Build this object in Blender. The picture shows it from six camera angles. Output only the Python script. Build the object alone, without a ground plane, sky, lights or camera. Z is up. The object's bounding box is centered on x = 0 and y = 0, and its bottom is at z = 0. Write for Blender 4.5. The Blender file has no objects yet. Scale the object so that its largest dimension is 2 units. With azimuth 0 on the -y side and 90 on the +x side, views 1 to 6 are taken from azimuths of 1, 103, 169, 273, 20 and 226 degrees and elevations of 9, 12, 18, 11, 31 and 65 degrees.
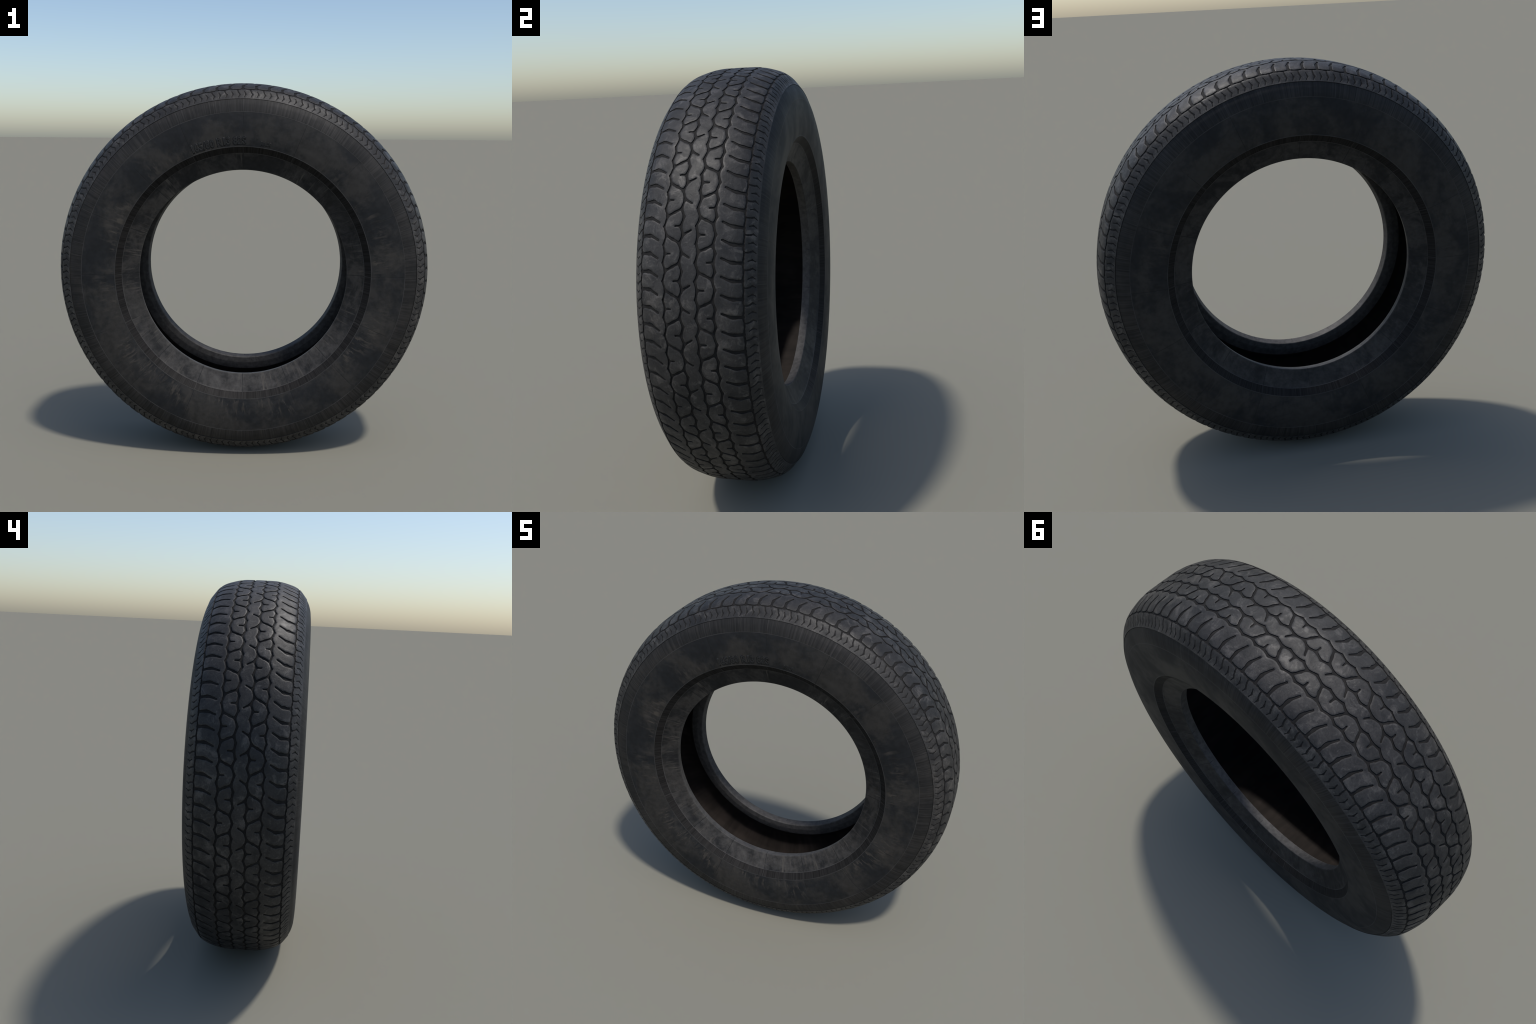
"""A worn car tyre standing upright on its tread, axle along y.

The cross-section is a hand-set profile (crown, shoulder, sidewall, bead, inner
liner) turned about the axle.  The tread is laid out on the unrolled crown in
(angle in degrees, arc length across in metres): zigzag grooves, cross grooves,
blind sipes and shoulder slots repeat every 12 degrees.  A signed distance to
that groove network is contoured on a fine grid, so every tread block and rib is
a solid piece with chamfered edge and drafted walls standing on a dark base.
"""
import bpy
import numpy as np
from math import radians, pi

PITCH, REPEATS = 12.0, 30          # tread pattern: degrees per repeat, repeats per turn
AXLE_Z = 1.0

# ------------------------------------------------------------------ profile
def monotone(xs, ys, xq):
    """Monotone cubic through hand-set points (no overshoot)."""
    xs, ys = np.asarray(xs, float), np.asarray(ys, float)
    h, d = np.diff(xs), np.diff(ys) / np.diff(xs)
    m = np.zeros_like(xs)
    for i in range(1, len(xs) - 1):
        if d[i - 1] * d[i] > 0:
            w1, w2 = 2 * h[i] + h[i - 1], h[i] + 2 * h[i - 1]
            m[i] = (w1 + w2) / (w1 / d[i - 1] + w2 / d[i])
    m[0], m[-1] = d[0], d[-1]
    k = np.clip(np.searchsorted(xs, xq, side="right") - 1, 0, len(xs) - 2)
    t = (xq - xs[k]) / h[k]
    return ((2*t**3 - 3*t**2 + 1) * ys[k] + (t**3 - 2*t**2 + t) * h[k] * m[k]
            + (3*t**2 - 2*t**3) * ys[k + 1] + (t**3 - t**2) * h[k] * m[k + 1])

CROWN = [(-0.068, 0.9990), (0.0, 0.9998), (0.068, 0.9990), (0.164, 0.9797), (0.203, 0.9600), (0.2445, 0.9118)]
_y = np.linspace(0, 0.2445, 1500)
_r = monotone([p[0] for p in CROWN], [p[1] for p in CROWN], _y)
_s = np.r_[0, np.cumsum(np.hypot(np.diff(_y), np.diff(_r)))]
_ny, _nr = -np.gradient(_r, _s), np.gradient(_y, _s)
S_EDGE = _s[-1] - 0.0002           # outer edge of the side lug band

def on_crown(theta_deg, s, h):
    """Angle, arc length across the crown, height above it -> xyz."""
    a = np.abs(s)
    y = np.interp(a, _s, _y) + h * np.interp(a, _s, _ny)
    r = np.interp(a, _s, _r) + h * np.interp(a, _s, _nr)
    t = np.radians(theta_deg)
    return np.stack([r * np.sin(t), np.sign(s) * y, AXLE_Z + r * np.cos(t)], -1)

def radius_at(s):
    return np.interp(np.abs(s), _s, _r)

# ------------------------------------------------------------- groove network
def zigzag(points, hw, wrap=True):
    pts = points + ([(points[0][0] + PITCH, points[0][1])] if wrap else [])
    return [(a, b, hw, hw) for a, b in zip(pts, pts[1:])]

def every(step, segs):
    return [((a[0] + k * step, a[1]), (b[0] + k * step, b[1]), u, v)
            for k in range(int(round(PITCH / step))) for a, b, u, v in segs]

def path(points, widths):
    return [(a, b, u, v) for a, b, u, v in zip(points, points[1:], widths, widths[1:])]

MM = 0.001
groove_left_outer = zigzag([(1.9, -.1042), (3.7, -.0925), (5.9, -.1043), (7.9, -.0927), (9.95, -.1035), (11.9, -.0955)], 4.0 * MM)
groove_left_inner = zigzag([(1.86, -.0380), (3.8, -.0258), (5.86, -.0365), (7.8, -.0262), (9.75, -.0393), (11.75, -.0285)], 4.9 * MM)
groove_right_inner = zigzag([(1.92, .0256), (3.98, .0386), (5.92, .0253), (7.87, .0340), (9.85, .0270), (11.5, .0374)], 5.0 * MM)
groove_right_outer = zigzag([(1.86, .0945), (3.85, .1020), (5.45, .0913), (7.78, .1018), (10.05, .0920), (11.9, .1026)], 4.9 * MM)
cross_left = path([(3.6, -.0925), (2.75, -.064), (1.95, -.0385)], [5.0 * MM] * 3) + path([(7.88, -.0930), (8.8, -.065), (9.6, -.0395)], [5.0 * MM] * 3)
cross_right = path([(4.0, .0386), (4.6, .062), (5.4, .0912)], [5.1 * MM] * 3) + path([(11.5, .0374), (10.9, .064), (10.1, .0920)], [5.1 * MM] * 3)
sipes = (path([(5.87, -.0365), (5.87, -.0590)], [4.9 * MM, 3.8 * MM]) + path([(11.93, -.0955), (11.96, -.0745)], [4.1 * MM, 3.4 * MM])
         + path([(7.86, .0340), (7.86, .0595)], [4.9 * MM, 3.9 * MM]) + path([(1.87, .0945), (1.88, .0722)], [4.9 * MM, 3.7 * MM])
         + path([(7.8, -.0262), (6.82, .0050)], [5.1 * MM, 3.5 * MM]) + path([(-.25, -.0285), (0.78, .0005)], [4.9 * MM, 3.5 * MM]))
slots_right = every(4, path([(0.86, .1255), (1.72, .1600), (1.80, .1690), (1.83, .1780), (1.87, .2075)],
                            [4.5 * MM, 5.5 * MM, 7.0 * MM, 5.8 * MM, 6.5 * MM]))
slots_left = every(4, path([(4.92, -.1275), (3.82, -.1610), (3.78, -.1690), (3.76, -.1780), (3.75, -.2065)],
                           [4.5 * MM, 5.4 * MM, 6.9 * MM, 5.7 * MM, 6.4 * MM]))
rim_right = every(4, path([(-.15, .2108), (1.0, .2088), (1.87, .2060), (2.7, .2086), (3.85, .2108)], [3.3 * MM] * 5))
rim_left = every(4, path([(0.2, -.2060), (1.2, -.2088), (2.14, -.2108), (2.95, -.2092), (3.75, -.2042), (4.2, -.2060)], [3.3 * MM] * 6))
lug_full_right = every(4, path([(3.45, .2108), (3.36, .2280), (3.22, .2390), (2.93, .2495), (3.38, .2660)], [2.9*MM, 2.7*MM, 2.6*MM, 2.9*MM, 1.9*MM]))
lug_chevron_right = every(4, path([(1.36, .2285), (0.95, .2487), (1.40, .2660)], [2.3 * MM, 2.9 * MM, 1.8 * MM]))
lug_full_left = every(4, path([(2.10, -.2108), (2.16, -.2200), (2.42, -.2330), (2.90, -.2470), (2.36, -.2645)], [2.9*MM, 2.7*MM, 2.6*MM, 2.9*MM, 1.9*MM]))
lug_chevron_left = every(4, path([(0.27, -.2270), (0.74, -.2460), (0.25, -.2640)], [2.3 * MM, 2.9 * MM, 1.8 * MM]))
GROOVES = (groove_left_outer + groove_left_inner + groove_right_inner + groove_right_outer + cross_left + cross_right
           + sipes + slots_right + slots_left + rim_right + rim_left)
LUG_CUTS = lug_full_right + lug_chevron_right + lug_full_left + lug_chevron_left

def edge_wobble(th, s):
    """Moulding and wear irregularity of the groove edges, periodic in the repeat."""
    rng = np.random.default_rng(7)
    out = np.zeros_like(th)
    for _ in range(26):
        n = rng.integers(-16, 17)
        k = rng.uniform(60, 420)
        out += np.cos(2 * pi * n * th / PITCH + k * s + rng.uniform(0, 2 * pi))
    return out / 26 ** .5

def ground_clearance(th, s, soft):
    """Smoothly blended signed distance to the grooves; positive on rubber, metres."""
    x, rad = np.radians(th) * radius_at(s), radius_at(s)
    acc = np.zeros_like(th)
    for a, b, u, v in GROOVES + LUG_CUTS:
        for shift in (-PITCH, 0, PITCH):
            lo, hi = min(a[0], b[0]) + shift, max(a[0], b[0]) + shift
            near = (th > lo - 2.4) & (th < hi + 2.4) & (s > min(a[1], b[1]) - .04) & (s < max(a[1], b[1]) + .04)
            if not near.any():
                continue
            px, py, rr = x[near], s[near], rad[near]
            ax, bx = np.radians(a[0] + shift) * rr, np.radians(b[0] + shift) * rr
            dx, dy = bx - ax, b[1] - a[1]
            t = np.clip(((px - ax) * dx + (py - a[1]) * dy) / (dx * dx + dy * dy), 0, 1)
            d = np.hypot(px - ax - t * dx, py - a[1] - t * dy) - (u + t * (v - u))
            acc[near] += np.exp(-d / soft)
    return np.where(acc > 1e-12, -soft * np.log(np.maximum(acc, 1e-12)), 0.03)

# ------------------------------------------------------------- contour the grid
NX, NS = 96, 250
DTH = PITCH / NX
S_LINES = np.linspace(-S_EDGE, S_EDGE, NS + 1)
TH, SS = np.meshgrid(np.arange(NX) * DTH, S_LINES, indexing="ij")
CLEAR = ground_clearance(TH, SS, 0.0019) + 0.00042 * edge_wobble(TH, SS)
CLEAR = np.where(np.abs(CLEAR) < 2e-5, 2e-5, CLEAR)
GX = (np.roll(CLEAR, -1, 0) - np.roll(CLEAR, 1, 0)) / (2 * np.radians(DTH) * radius_at(SS))
GS = np.gradient(CLEAR, S_LINES, axis=1)

def depth_at(s):
    """Groove depth: full under the tread, shallow on the side lugs."""
    return np.interp(np.abs(s), [0, .108, .125, .200, .2125, .225, .28], [.0046, .0046, .0040, .0040, .0036, .0020, .0017])

def edge_drop(c, s):
    """Rounded, worn shoulder of each piece: height as a function of clearance."""
    full = np.interp(np.abs(s), [0, .200, .215, .28], [.0012, .0012, .0005, .0005])
    return -full * np.clip(1 - c / 0.0065, 0, 1) ** 2

COVER = 3                                        # repeats unrolled to find whole blocks
solid = CLEAR > 0

def clipped_cell(i, j):
    """Part of grid cell (i, j) that is rubber, as a list of vertex keys."""
    corner = [(i, j), (i + 1, j), (i + 1, j + 1), (i, j + 1)]
    out = []
    for k in range(4):
        p, q = corner[k], corner[(k + 1) % 4]
        a, b = solid[p[0] % NX, p[1]], solid[q[0] % NX, q[1]]
        if a:
            out.append(("n", p[0], p[1]))
        if a != b:
            lo = min(p, q)
            out.append(("x" if p[1] == q[1] else "s", lo[0], lo[1]))
    return out

CELLS = {(i, j): c for i in range(NX) for j in range(NS) if len(c := clipped_cell(i, j)) >= 3}

def shifted(cell, di):
    return [(k, i + di, j) for k, i, j in cell]

def find_pieces():
    """Flood fill on the unrolled cover: closed blocks, and bands that run all the way round."""
    label, pieces = {}, []
    for start in ((i, j) for i in range(COVER * NX) for j in range(NS)):
        if start in label or (start[0] % NX, start[1]) not in CELLS:
            continue
        n, stack, members = len(pieces), [start], []
        label[start] = n
        while stack:
            i, j = stack.pop()
            members.append((i, j))
            for a, b, pa, pb in ((i + 1, j, (i + 1, j), (i + 1, j + 1)), (i - 1, j, (i, j), (i, j + 1)),
                                 (i, j + 1, (i, j + 1), (i + 1, j + 1)), (i, j - 1, (i, j), (i + 1, j))):
                if 0 <= a < COVER * NX and 0 <= b < NS and (a, b) not in label and (a % NX, b) in CELLS:
                    if solid[pa[0] % NX, pa[1]] or solid[pb[0] % NX, pb[1]]:
                        label[(a, b)] = n
                        stack.append((a, b))
        pieces.append(np.array(members))
    blocks, bands = [], []
    for m in pieces:
        if len(m) < 12:
            continue
        lo, hi = m[:, 0].min(), m[:, 0].max()
        if lo == 0 and hi == COVER * NX - 1:
            bands.append(m[(m[:, 0] >= NX) & (m[:, 0] < 2 * NX)])
        elif lo > 0 and hi < COVER * NX - 1 and NX <= m[:, 0].mean() < 2 * NX:
            blocks.append(m)
    return blocks, bands

def vertex_params(keys):
    """theta, s, clearance and outward groove direction for a list of vertex keys."""
    kind = np.array([k[0] for k in keys])
    i = np.array([k[1] for k in keys])
    j = np.array([k[2] for k in keys])
    di, dj = (kind == "x").astype(int), (kind == "s").astype(int)
    a, b = CLEAR[i % NX, j], CLEAR[(i + di) % NX, j + dj]
    t = np.where(kind == "n", 0.0, a / np.where(kind == "n", 1.0, a - b))
    th = (i + di * t) * DTH
    s = S_LINES[j] * (1 - t) + S_LINES[j + dj] * t
    mix = lambda F: F[i % NX, j] * (1 - t) + F[(i + di) % NX, j + dj] * t
    gx, gs = mix(GX), mix(GS)
    n = np.hypot(gx, gs) + 1e-9
    return th, s, np.where(kind == "n", a, 0.0), gx / n, gs / n

def build_piece(members, wrap):
    """Top surface plus drafted walls.  wrap: the piece is one repeat of a closed band."""
    faces = [shifted(CELLS[(i % NX, j)], i - i % NX) for i, j in members]
    keys, index = [], {}
    def vid(k):
        if k not in index:
            index[k] = len(keys)
            keys.append(k)
        return index[k]
    polys = [[vid(k) for k in f] for f in faces]
    wall = []
    for f, p in zip(faces, polys):
        for a in range(len(f)):
            b = (a + 1) % len(f)
            on_limit = f[a][2] == f[b][2] and f[a][2] in (0, NS) and "s" not in (f[a][0], f[b][0])
            if (f[a][0] != "n" and f[b][0] != "n") or on_limit:
                wall.append((p[a], p[b]))
    th, s, c, gx, gs = vertex_params(keys)
    limit = np.abs(np.abs(s) - S_EDGE) < 1e-7
    h = edge_drop(np.where(limit, np.minimum(c, 0.0016), c), s)
    rim = sorted({v for e in wall for v in e})
    low = {v: len(keys) + n for n, v in enumerate(rim)}
    rim = np.array(rim, int)
    flare = np.where(limit[rim], 0.0, 0.0011)
    th2 = th[rim] - np.degrees(flare * gx[rim] / radius_at(s[rim]))
    s2 = np.clip(s[rim] - flare * gs[rim], -S_EDGE, S_EDGE)
    s2 = np.where(limit[rim], s[rim], s2)
    h2 = -np.where(limit[rim], 0.0045, depth_at(s[rim]) + 0.0006)
    th, s, h = np.r_[th, th2], np.r_[s, s2], np.r_[h, h2]
    quads = [[a, low[a], low[b], b] for a, b in wall]
    n_top = len(polys)
    polys = polys + quads
    is_wall = np.r_[np.zeros(n_top, bool), np.ones(len(quads), bool)]
    return th, s, h, polys, is_wall

def mesh_from(name, verts, polys_flat, sizes, mats, mat_index=None, sharp_angle=None):
    me = bpy.data.meshes.new(name)
    me.vertices.add(len(verts))
    me.vertices.foreach_set("co", np.asarray(verts, np.float32).ravel())
    me.loops.add(len(polys_flat))
    me.loops.foreach_set("vertex_index", np.asarray(polys_flat, np.int32))
    me.polygons.add(len(sizes))
    me.polygons.foreach_set("loop_start", np.r_[0, np.cumsum(sizes)[:-1]].astype(np.int32))
    for m in mats:
        me.materials.append(m)
    if mat_index is not None:
        me.polygons.foreach_set("material_index", np.asarray(mat_index, np.int32))
    me.polygons.foreach_set("use_smooth", np.ones(len(sizes), bool))
    me.update(calc_edges=True)
    me.validate()
    if sharp_angle:
        me.set_sharp_from_angle(angle=radians(sharp_angle))
    return me

def put(name, me, parent):
    ob = bpy.data.objects.new(name, me)
    bpy.context.scene.collection.objects.link(ob)
    ob.parent = parent
    return ob

# ---------------------------------------------------------------- materials
class Nodes:
    """Small helper to write node trees as expressions."""
    def __init__(self, name):
        self.mat = bpy.data.materials.new(name)
        self.mat.use_nodes = True
        self.t = self.mat.node_tree
        self.t.nodes.clear()
        geo = self.new("ShaderNodeNewGeometry")
        self.pos, self.normal, self.point = geo.outputs["Position"], geo.outputs["Normal"], geo.outputs["Pointiness"]
        sep = self.new("ShaderNodeSeparateXYZ")
        self.link(self.pos, sep.inputs[0])
        self.x, self.y = sep.outputs[0], sep.outputs[1]
        self.z = self.math("SUBTRACT", sep.outputs[2], AXLE_Z)
        self.theta = self.math("ARCTAN2", self.x, self.z)
        self.r = self.math("SQRT", self.math("ADD", self.math("MULTIPLY", self.x, self.x), self.math("MULTIPLY", self.z, self.z)))
    def new(self, kind, **kw):
        n = self.t.nodes.new(kind)
        for k, v in kw.items():
            setattr(n, k, v)
        return n
    def link(self, a, b):
        self.t.links.new(a, b)
    def feed(self, sock, v):
        if isinstance(v, bpy.types.NodeSocket):
            self.link(v, sock)
        elif isinstance(v, tuple) and len(v) == 3 and sock.type == "RGBA":
            sock.default_value = (*v, 1)
        else:
            sock.default_value = v
    def math(self, op, a, b=0.0, c=0.0, clamp=False):
        n = self.new("ShaderNodeMath", operation=op, use_clamp=clamp)
        for s, v in zip(n.inputs, (a, b, c)):
            self.feed(s, v)
        return n.outputs[0]
    def vec(self, x, y, z):
        n = self.new("ShaderNodeCombineXYZ")
        for s, v in zip(n.inputs, (x, y, z)):
            self.feed(s, v)
        return n.outputs[0]
    def polar(self, a, b, c, phase=0.0):
        """Seamless coordinates stretched by a round the axle, b along the radius, c across."""
        return self.vec(self.math("MULTIPLY_ADD", self.math("SINE", self.theta), a, phase),
                        self.math("MULTIPLY", self.math("COSINE", self.theta), a),
                        self.math("ADD", self.math("MULTIPLY", self.r, b), self.math("MULTIPLY", self.y, c)))
    def noise(self, scale, detail=4.0, rough=.55, vector=None, distort=0.0, offset=0.0):
        n = self.new("ShaderNodeTexNoise")
        v = self.pos if vector is None else vector
        if offset:
            add = self.new("ShaderNodeVectorMath", operation="ADD")
            self.link(v, add.inputs[0])
            add.inputs[1].default_value = (offset, offset * .7, -offset * 1.3)
            v = add.outputs[0]
        self.link(v, n.inputs["Vector"])
        n.inputs["Scale"].default_value, n.inputs["Detail"].default_value = scale, detail
        n.inputs["Roughness"].default_value, n.inputs["Distortion"].default_value = rough, distort
        return n.outputs["Fac"]
    def step(self, v, lo, hi, a=0.0, b=1.0):
        n = self.new("ShaderNodeMapRange", interpolation_type="SMOOTHSTEP")
        self.feed(n.inputs["Value"], v)
        for k, w in (("From Min", lo), ("From Max", hi), ("To Min", a), ("To Max", b)):
            n.inputs[k].default_value = w
        return n.outputs[0]
    def window(self, v, lo, hi, soft):
        return self.math("MULTIPLY", self.step(v, lo - soft, lo + soft), self.step(v, hi - soft, hi + soft, 1, 0))
    def line(self, v, at, half):
        return self.step(self.math("ABSOLUTE", self.math("SUBTRACT", v, at)), half * .4, half, 1, 0)
    def mul(self, *f):
        out = f[0]
        for g in f[1:]:
            out = self.math("MULTIPLY", out, g)
        return out
    def mix(self, fac, a, b, mode="MIX"):
        n = self.new("ShaderNodeMix", data_type="RGBA", blend_type=mode)
        self.feed(n.inputs[0], fac)
        self.feed(n.inputs[6], a)
        self.feed(n.inputs[7], b)
        return n.outputs[2]
    def scale_colour(self, col, f):
        n = self.new("ShaderNodeVectorMath", operation="SCALE")
        self.feed(n.inputs[0], col)
        self.feed(n.inputs["Scale"], f)
        return n.outputs[0]
    def radial_seams(self, step_deg, half, phase=0.0):
        """1 on thin radial mould lines every step_deg."""
        u = self.math("FRACT", self.math("MULTIPLY_ADD", self.theta, 1 / radians(step_deg), 100.5 + phase))
        d = self.math("ABSOLUTE", self.math("SUBTRACT", u, .5))
        return self.step(self.math("MULTIPLY", self.math("MULTIPLY", d, radians(step_deg)), self.r), half * .3, half, 1, 0)
    def finish(self, colour, rough, bump=None, strength=.2, dist=.002, spec=.5):
        p = self.new("ShaderNodeBsdfPrincipled")
        self.feed(p.inputs["Base Color"], colour)
        self.feed(p.inputs["Roughness"], rough)
        self.feed(p.inputs["Specular IOR Level"], spec)
        if bump is not None:
            b = self.new("ShaderNodeBump")
            b.inputs["Strength"].default_value, b.inputs["Distance"].default_value = strength, dist
            self.feed(b.inputs["Height"], bump)
            self.link(b.outputs[0], p.inputs["Normal"])
        o = self.new("ShaderNodeOutputMaterial")
        self.link(p.outputs[0], o.inputs[0])
        return self.mat

def tread_rubber():
    n = Nodes("worn_tread_rubber")
    broad = n.noise(3.2, 4, .6, offset=3.1)
    mid = n.noise(19, 6, .66, distort=.6)
    patch = n.noise(8.5, 4, .6, distort=.3, offset=5.5)
    fine = n.noise(150, 4, .65)
    col = n.mix(n.step(broad, .38, .62), (.0225, .0214, .0207), (.0350, .0326, .0308))
    col = n.mix(n.mul(n.step(patch, .47, .34), .65), col, (.0122, .0120, .0125))
    col = n.mix(n.mul(n.step(mid, .50, .68), .8), col, (.0760, .0695, .0635))
    col = n.mix(n.mul(n.step(mid, .48, .34), .6), col, (.0142, .0138, .0138))
    col = n.mix(n.mul(n.step(n.noise(60, 4, .7, offset=9.0), .60, .70), n.step(broad, .45, .6), .6), col, (.095, .088, .081))
    col = n.scale_colour(col, n.step(fine, .25, .75, .78, 1.24))
    return n.finish(col, n.step(mid, .3, .7, .60, .46), n.math("ADD", n.mul(mid, 1.2), n.mul(fine, .4)), .5, .0032, spec=.28)

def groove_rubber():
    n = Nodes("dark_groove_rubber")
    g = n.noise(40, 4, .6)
    col = n.mix(n.step(g, .35, .68), (.0092, .0086, .0083), (.0150, .0138, .0130))  # albedo darkened below tread rubber, deepening the shade inside the grooves
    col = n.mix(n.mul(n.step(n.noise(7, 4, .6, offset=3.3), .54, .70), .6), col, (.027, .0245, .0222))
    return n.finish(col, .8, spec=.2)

def sidewall_rubber():
    n = Nodes("sidewall_rubber")
    cloud = n.noise(4.2, 6, .62, distort=.4, offset=1.3)
    mott = n.noise(34, 6, .68)
    col = n.mix(n.step(cloud, .43, .60), (.0086, .0093, .0103), (.0225, .0208, .0190))
    col = n.scale_colour(col, n.step(mott, .28, .72, .70, 1.35))
    # ribbed decorative band between lugs and sidewall
    band = n.window(n.r, .8455, .925, .0012)
    rib = n.noise(1.0, 4, .8, vector=n.polar(120, 1.2, 1.2))
    col = n.mix(band, col, n.scale_colour(n.mix(n.step(cloud, .4, .6), (.0118, .0113, .0109), (.0195, .0177, .0163)), n.step(rib, .34, .68, .50, 1.65)))
    # scuffs: dry brownish streaks that run along the radius, thickest near the bead on the front
    streak = n.noise(1.0, 5, .66, vector=n.polar(38, 15, 0, 4.0), distort=.5)
    where = n.mul(n.step(n.noise(3.6, 4, .6, offset=6.0), .42, .60), n.step(n.r, .665, .69), n.step(n.r, .70, .82, 1, .10),
                  n.step(n.y, -.05, .05, 1, .30), n.step(n.z, .2, .75, 1, .35))
    col = n.mix(n.mul(n.step(streak, .48, .64), where, .9), col, (.060, .0515, .0425))
    haze = n.mul(n.step(n.noise(9, 5, .65, offset=2.7), .45, .65), n.step(n.r, .70, .80, 1, .15), n.step(n.y, -.05, .05, 1, .45))
    col = n.mix(n.mul(haze, .6), col, (.036, .0328, .0295))
    # mould lines: fine bright rings, dark radial seams
    ring = n.math("MAXIMUM", n.line(n.r, .8448, .0019), n.line(n.r, .6708, .0019))
    col = n.mix(n.mul(ring, n.step(n.noise(7, 3), .35, .6, .35, .9)), col, (.044, .0425, .041))
    seam = n.mul(n.radial_seams(22.5, .0022), n.step(n.noise(4, 2, offset=2.2), .38, .55), n.math("SUBTRACT", 1.0, band))
    col = n.mix(n.mul(seam, .75), col, (.0065, .0065, .007))
    seam2 = n.mul(n.radial_seams(11.25, .0024), band, n.step(n.noise(5, 2, offset=5.2), .42, .6))
    col = n.mix(n.mul(seam2, .7), col, (.036, .034, .0325))
    h = n.math("ADD", n.mul(mott, .5), n.mul(rib, band, .8))
    h = n.math("SUBTRACT", n.math("ADD", h, n.mul(ring, .8)), n.mul(seam, .6))
    return n.finish(col, n.step(cloud, .35, .65, .68, .58), h, .4, .0018, spec=.26)

def bead_rubber():
    n = Nodes("bead_rubber")
    cloud = n.noise(6.5, 6, .68, distort=.6, offset=4.3)
    mott = n.noise(40, 6, .68)
    side = n.math("ABSOLUTE", n.y)
    col = n.mix(n.step(cloud, .42, .60), (.0100, .0099, .0101), (.0275, .0254, .0235))
    # the lower part of the bead, where dust settles, is paler
    dust = n.mul(n.step(n.z, -.15, -.50), n.step(n.noise(11, 5, .65, offset=7.7), .34, .62))
    col = n.mix(n.mul(dust, n.step(n.y, -.05, .05, .75, .30)), col, (.050, .0465, .0435))
    col = n.mix(n.mul(n.step(side, .196, .189), .7), col, (.062, .0580, .0545))  # seat strip lightened in base colour to show sunlight on it
    col = n.scale_colour(col, n.step(mott, .28, .72, .68, 1.38))
    streak = n.noise(1.0, 5, .66, vector=n.polar(40, 9, 9, 2.0), distort=.5)
    where = n.mul(n.step(n.noise(4.4, 4, .6, offset=8.0), .42, .60), n.step(side, .175, .19), n.step(n.y, -.05, .05, 1, .2))
    col = n.mix(n.mul(n.step(streak, .52, .70), where, .8), col, (.082, .0725, .0620))
    # ribbed ring where bead meets sidewall
    band = n.window(n.r, .6385, .6690, .0010)
    rib = n.noise(1.0, 4, .8, vector=n.polar(105, 1.0, 1.0, 3.0))
    col = n.mix(band, col, n.scale_colour((.0142, .0132, .0125), n.step(rib, .34, .68, .55, 1.6)))
    ring = n.line(n.r, .6375, .0018)
    col = n.mix(n.mul(ring, n.step(n.noise(7, 3), .35, .6, .3, .9)), col, (.050, .048, .046))
    seam = n.mul(n.radial_seams(22.5, .0024), n.step(n.noise(5, 2, offset=1.2), .34, .50), n.step(side, .16, .18))
    col = n.mix(n.mul(seam, n.math("SUBTRACT", .85, n.mul(band, .85))), col, (.0075, .0075, .0080))
    col = n.mix(n.mul(seam, band, .7), col, (.042, .040, .038))
    h = n.math("ADD", n.mul(mott, .6), n.math("SUBTRACT", n.mul(rib, band, .8), n.mul(seam, .5)))
    return n.finish(col, n.step(cloud, .35, .65, .64, .54), h, .4, .0020, spec=n.math("MULTIPLY_ADD", band, -.13, .24))

def liner_rubber():
    n = Nodes("inner_liner_rubber")
    cloud = n.noise(5, 5, .6)
    streak = n.noise(1.0, 4, .6, vector=n.polar(22, 4, 6))
    col = n.mix(n.step(cloud, .4, .65), (.0135, .0105, .0090), (.0215, .0168, .0142))
    col = n.scale_colour(col, n.step(streak, .3, .7, .70, 1.25))
    return n.finish(col, .8, n.mul(streak, .5), .3, .002, spec=.2)

def letter_rubber(name, a, b):
    n = Nodes(name)
    return n.finish(n.mix(n.noise(40, 4), a, b), .66, spec=.33)

# ------------------------------------------------------------------- build
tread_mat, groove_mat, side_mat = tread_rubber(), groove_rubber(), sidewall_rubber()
bead_mat, liner_mat = bead_rubber(), liner_rubber()
letter_mat = letter_rubber("raised_letter_rubber", (.0165, .0165, .0165), (.0225, .0218, .0210))
recess_mat = letter_rubber("letter_recess_rubber", (.0070, .0071, .0075), (.0095, .0095, .0098))

tyre = bpy.data.objects.new("tyre", None)
tyre.empty_display_size = .2
bpy.context.scene.collection.objects.link(tyre)
tyre["label"] = "worn black car tyre standing upright, all-terrain tread, no wheel"
tyre["category"] = "car tyre"

blocks, bands = find_pieces()

# separate tread blocks: one mesh for each block of the repeat, copied round the tyre
for m in sorted(blocks, key=lambda m: (m[:, 1].mean(), m[:, 0].mean())):
    th, s, h, polys, is_wall = build_piece(m, False)
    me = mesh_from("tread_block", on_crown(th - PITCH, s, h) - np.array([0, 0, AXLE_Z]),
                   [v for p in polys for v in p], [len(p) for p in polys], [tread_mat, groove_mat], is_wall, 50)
    for k in range(REPEATS):
        ob = put("tread_block", me, tyre)
        ob.location = (0, 0, AXLE_Z)
        ob.rotation_euler = (0, radians(PITCH * k), 0)

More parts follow.
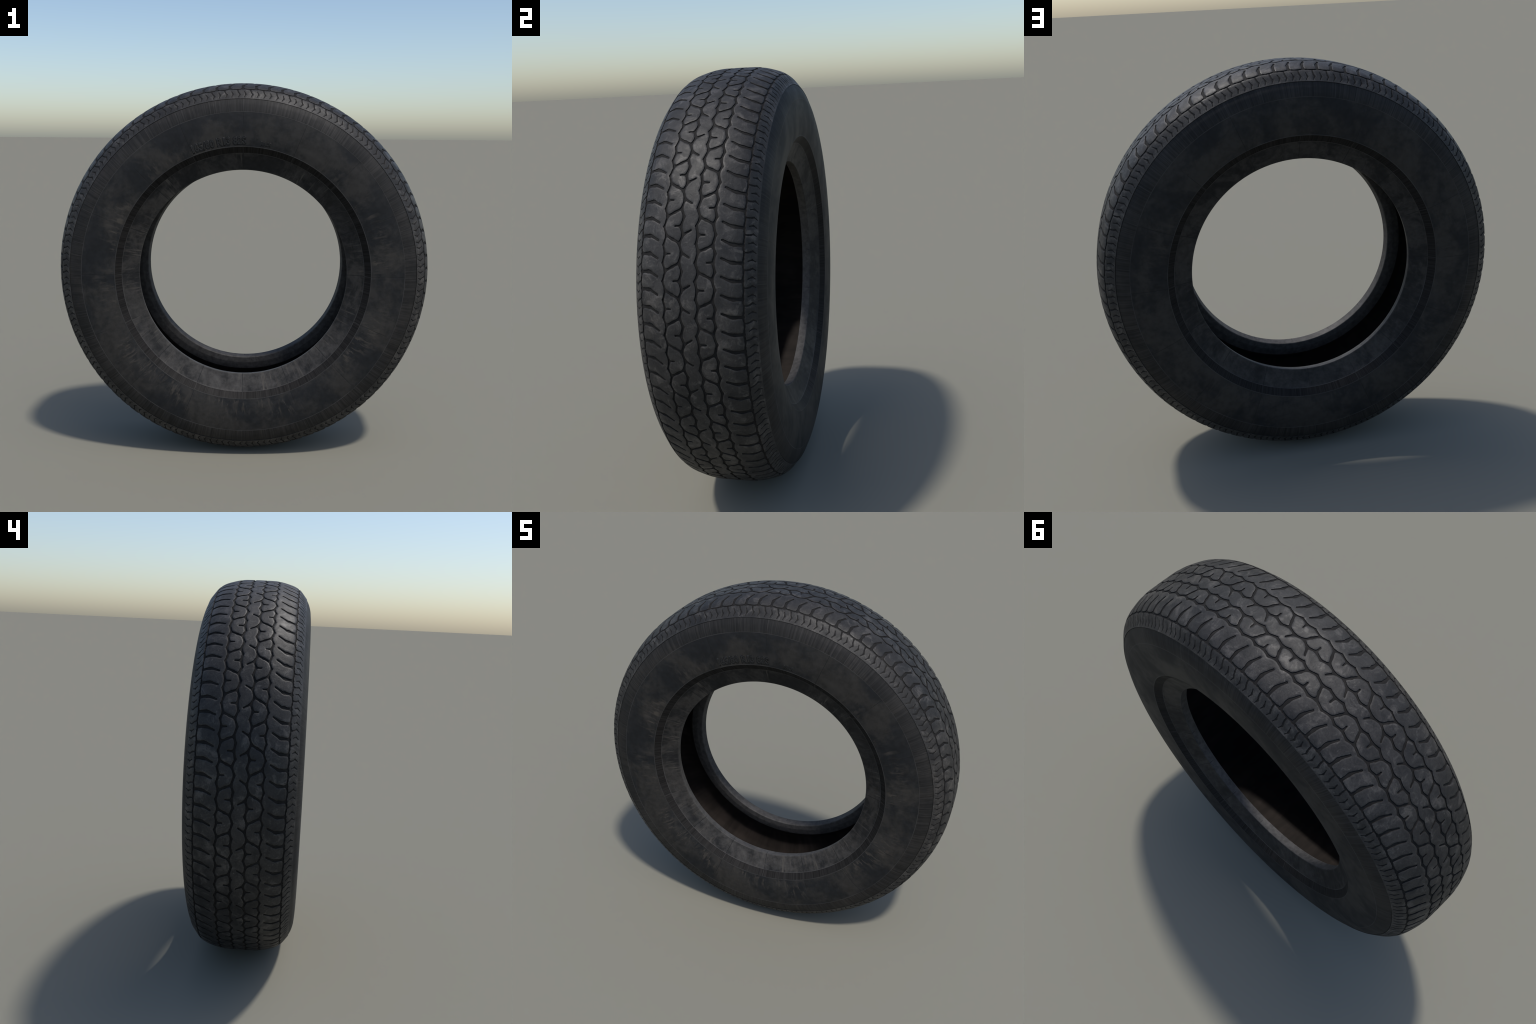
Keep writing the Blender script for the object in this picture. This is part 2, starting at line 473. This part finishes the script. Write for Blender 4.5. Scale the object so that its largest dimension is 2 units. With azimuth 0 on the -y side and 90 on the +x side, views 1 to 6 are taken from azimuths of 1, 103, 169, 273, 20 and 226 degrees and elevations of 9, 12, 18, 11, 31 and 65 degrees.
# ribs that run round the tyre: one repeat, copied into a closed ring
for m in sorted(bands, key=lambda m: m[:, 1].mean()):
    th, s, h, polys, is_wall = build_piece(m, True)
    th = th - PITCH
    V = np.concatenate([on_crown(th + k * PITCH, s, h) for k in range(REPEATS)])
    # join each repeat to the next: vertices on its far border are those of the next near border
    near_key = {(round(b, 6), round(c, 6)): n for n, (a, b, c) in enumerate(zip(th, s, h)) if abs(a) < 1e-6}
    remap = np.arange(len(th))
    carry = np.zeros(len(th), int)
    for n, (a, b, c) in enumerate(zip(th, s, h)):
        if abs(a - PITCH) < 1e-6 and (round(b, 6), round(c, 6)) in near_key:
            remap[n], carry[n] = near_key[(round(b, 6), round(c, 6))], 1
    flat = np.array([v for p in polys for v in p])
    flat = np.concatenate([remap[flat] + ((carry[flat] + k) % REPEATS) * len(th) for k in range(REPEATS)])
    used = np.unique(flat)
    new = np.full(len(V), -1)
    new[used] = np.arange(len(used))
    mid = abs(s.mean())
    name = "center_rib" if mid < .05 else "shoulder_rib" if mid < .2 else "side_lug_band"
    me = mesh_from(name, V[used], new[flat], [len(p) for p in polys] * REPEATS, [tread_mat, groove_mat],
                   np.tile(is_wall, REPEATS), 50)
    put(name, me, tyre)

def turned(name, profile, normals, mat, seg=384):
    """Ring from a (y, r) profile, with given profile normals."""
    P, N = np.asarray(profile, float), np.asarray(normals, float)
    t = np.arange(seg) * 2 * pi / seg
    V = np.stack([P[None, :, 1] * np.sin(t)[:, None], np.broadcast_to(P[:, 0], (seg, len(P))), AXLE_Z + P[None, :, 1] * np.cos(t)[:, None]], -1)
    NV = np.stack([N[None, :, 1] * np.sin(t)[:, None], np.broadcast_to(N[:, 0], (seg, len(P))), N[None, :, 1] * np.cos(t)[:, None]], -1)
    m = len(P)
    a = (np.arange(seg)[:, None] * m + np.arange(m - 1)).ravel()
    b = (((np.arange(seg) + 1) % seg)[:, None] * m + np.arange(m - 1)).ravel()
    # profiles run so that the outward side is on the left of travel
    quads = np.stack([a, a + 1, b + 1, b], 1)
    me = mesh_from(name, V.reshape(-1, 3), quads.ravel(), np.full(len(quads), 4), [mat])
    me.normals_split_custom_set_from_vertices(NV.reshape(-1, 3).tolist())
    return put(name, me, tyre)

# dark floor of the grooves
sb = np.linspace(-S_EDGE + .001, S_EDGE - .001, 121)
drop = -depth_at(sb)
ys = np.sign(sb) * (np.interp(abs(sb), _s, _y) + drop * np.interp(abs(sb), _s, _ny))
rs = np.interp(abs(sb), _s, _r) + drop * np.interp(abs(sb), _s, _nr)
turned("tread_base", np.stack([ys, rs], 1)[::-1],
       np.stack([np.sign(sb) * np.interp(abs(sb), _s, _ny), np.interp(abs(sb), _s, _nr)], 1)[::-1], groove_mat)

# carcass half-section, from under the lug edge down the sidewall, round the bead and inside to the crown
r_side = np.linspace(.9095, .6695, 60)
y_side = monotone([.6695, .72, .78, .843, .880, .9095], [.2602, .2680, .2712, .2668, .2575, .2432], r_side)
sidewall = np.stack([y_side, r_side], 1)

def rounded(points, r0=.004, n=5, r_at={}):
    """Polyline with its inner corners rounded."""
    out = [np.array(points[0], float)]
    for a, b, c in zip(points, points[1:], points[2:]):
        a, b, c = (np.array(v, float) for v in (a, b, c))
        r = r_at.get(tuple(np.round(b, 4)), r0)
        u, v = (a - b) / np.linalg.norm(a - b), (c - b) / np.linalg.norm(c - b)
        k = min(r, .45 * np.linalg.norm(a - b), .45 * np.linalg.norm(c - b))
        for t in np.linspace(0, 1, n):
            out.append((1 - t)**2 * (b + u * k) + 2 * t * (1 - t) * b + t * t * (b + v * k))
    return np.array(out + [np.array(points[-1], float)])

bead = rounded([(.2602, .6695), (.2312, .6372), (.2075, .5860), (.1925, .5495), (.1475, .5575), (.1500, .5900), (.160, .628)], .0035, 6,
               r_at={(.2312, .6372): .011, (.2075, .586): .02, (.1475, .5575): .006})
inner_r = np.linspace(.628, .86, 30)
inner_y = monotone([.628, .68, .75, .82, .86], [.160, .196, .212, .200, .178], inner_r)
liner_half = np.concatenate([np.stack([inner_y, inner_r], 1),
                             np.stack([np.linspace(.178, 0, 16)[1:], .86 + .030 * np.sin(np.linspace(0, pi / 2, 16)[1:])], 1)])

def profile_normals(P):
    d = np.gradient(P, axis=0)
    n = np.stack([-d[:, 1], d[:, 0]], 1)
    return n / np.linalg.norm(n, axis=1, keepdims=True)

def side(P, sgn):
    Q = P * np.array([sgn, 1.0])
    return Q if sgn > 0 else Q[::-1]

whole_inner = np.concatenate([bead, liner_half[1:]])      # smooth run from bead into liner
n_inner = profile_normals(whole_inner)
n_side = profile_normals(sidewall)
def outward(N, sgn):
    M = -N * np.array([sgn, 1.0])
    return M if sgn > 0 else M[::-1]

for sgn in (-1, 1):
    k = len(bead)
    turned("sidewall", side(sidewall, sgn)[::-1], -outward(n_side, sgn)[::-1], side_mat)
    turned("bead", side(whole_inner[:k], sgn)[::-1], -outward(n_inner[:k], sgn)[::-1], bead_mat)
liner = np.concatenate([side(whole_inner[k - 1:], 1), side(whole_inner[k - 1:], -1)[1:]])
ln = np.concatenate([outward(n_inner[k - 1:], 1), outward(n_inner[k - 1:], -1)[1:]])
turned("inner_liner", liner[::-1], -ln[::-1], liner_mat)

# ---------------------------------------------------------------- lettering
def raised_text(body, size_r, th0, th1, r_mid, lift, mat, offset=0.0):
    """Built-in-font text wrapped on the front sidewall between two angles."""
    cu = bpy.data.curves.new("lettering", "FONT")
    cu.body, cu.size, cu.extrude, cu.resolution_u = body, 1.0, 0.0, 4
    cu.align_x, cu.align_y = "LEFT", "BOTTOM_BASELINE"
    cu.offset = offset / size_r * .72
    tmp = bpy.data.objects.new("lettering", cu)
    bpy.context.scene.collection.objects.link(tmp)
    bpy.context.view_layer.update()
    me = bpy.data.meshes.new_from_object(tmp.evaluated_get(bpy.context.evaluated_depsgraph_get()))
    bpy.data.objects.remove(tmp)
    import bmesh
    bm = bmesh.new()
    bm.from_mesh(me)
    bmesh.ops.remove_doubles(bm, verts=bm.verts, dist=1e-5)
    long = [e for e in bm.edges if e.calc_length() > .12]
    bmesh.ops.subdivide_edges(bm, edges=long, cuts=3, use_grid_fill=False)
    bmesh.ops.triangulate(bm, faces=bm.faces)
    xs = [v.co.x for v in bm.verts]
    x0, x1 = min(xs), max(xs)
    top = bm.faces[:]
    skirt = bmesh.ops.extrude_face_region(bm, geom=top)
    base = {v for v in skirt["geom"] if isinstance(v, bmesh.types.BMVert)}
    for v in bm.verts:
        th = radians(th0 + (th1 - th0) * (v.co.x - x0) / (x1 - x0))
        r = r_mid + (v.co.y - .36) / .72 * size_r
        y = -float(np.interp(r, r_side[::-1], y_side[::-1]))
        y += .0012 if v in base else -lift
        v.co = (r * np.sin(th), y, AXLE_Z + r * np.cos(th))
    bmesh.ops.recalc_face_normals(bm, faces=bm.faces)
    bm.to_mesh(me)
    bm.free()
    me.materials.clear()
    me.materials.append(mat)
    return put("lettering", me, tyre)

SIZE = "165/80 R13 82S"
raised_text(SIZE, .040, -22.0, 1.35, .7025, .0004, recess_mat, .0042)
raised_text(SIZE, .036, -21.8, 1.15, .7025, .0014, letter_mat)
raised_text("RAOI", .020, 7.4, 11.7, .6925, .0004, recess_mat, .0026)
raised_text("RAOI", .018, 7.5, 11.6, .6925, .0011, letter_mat)
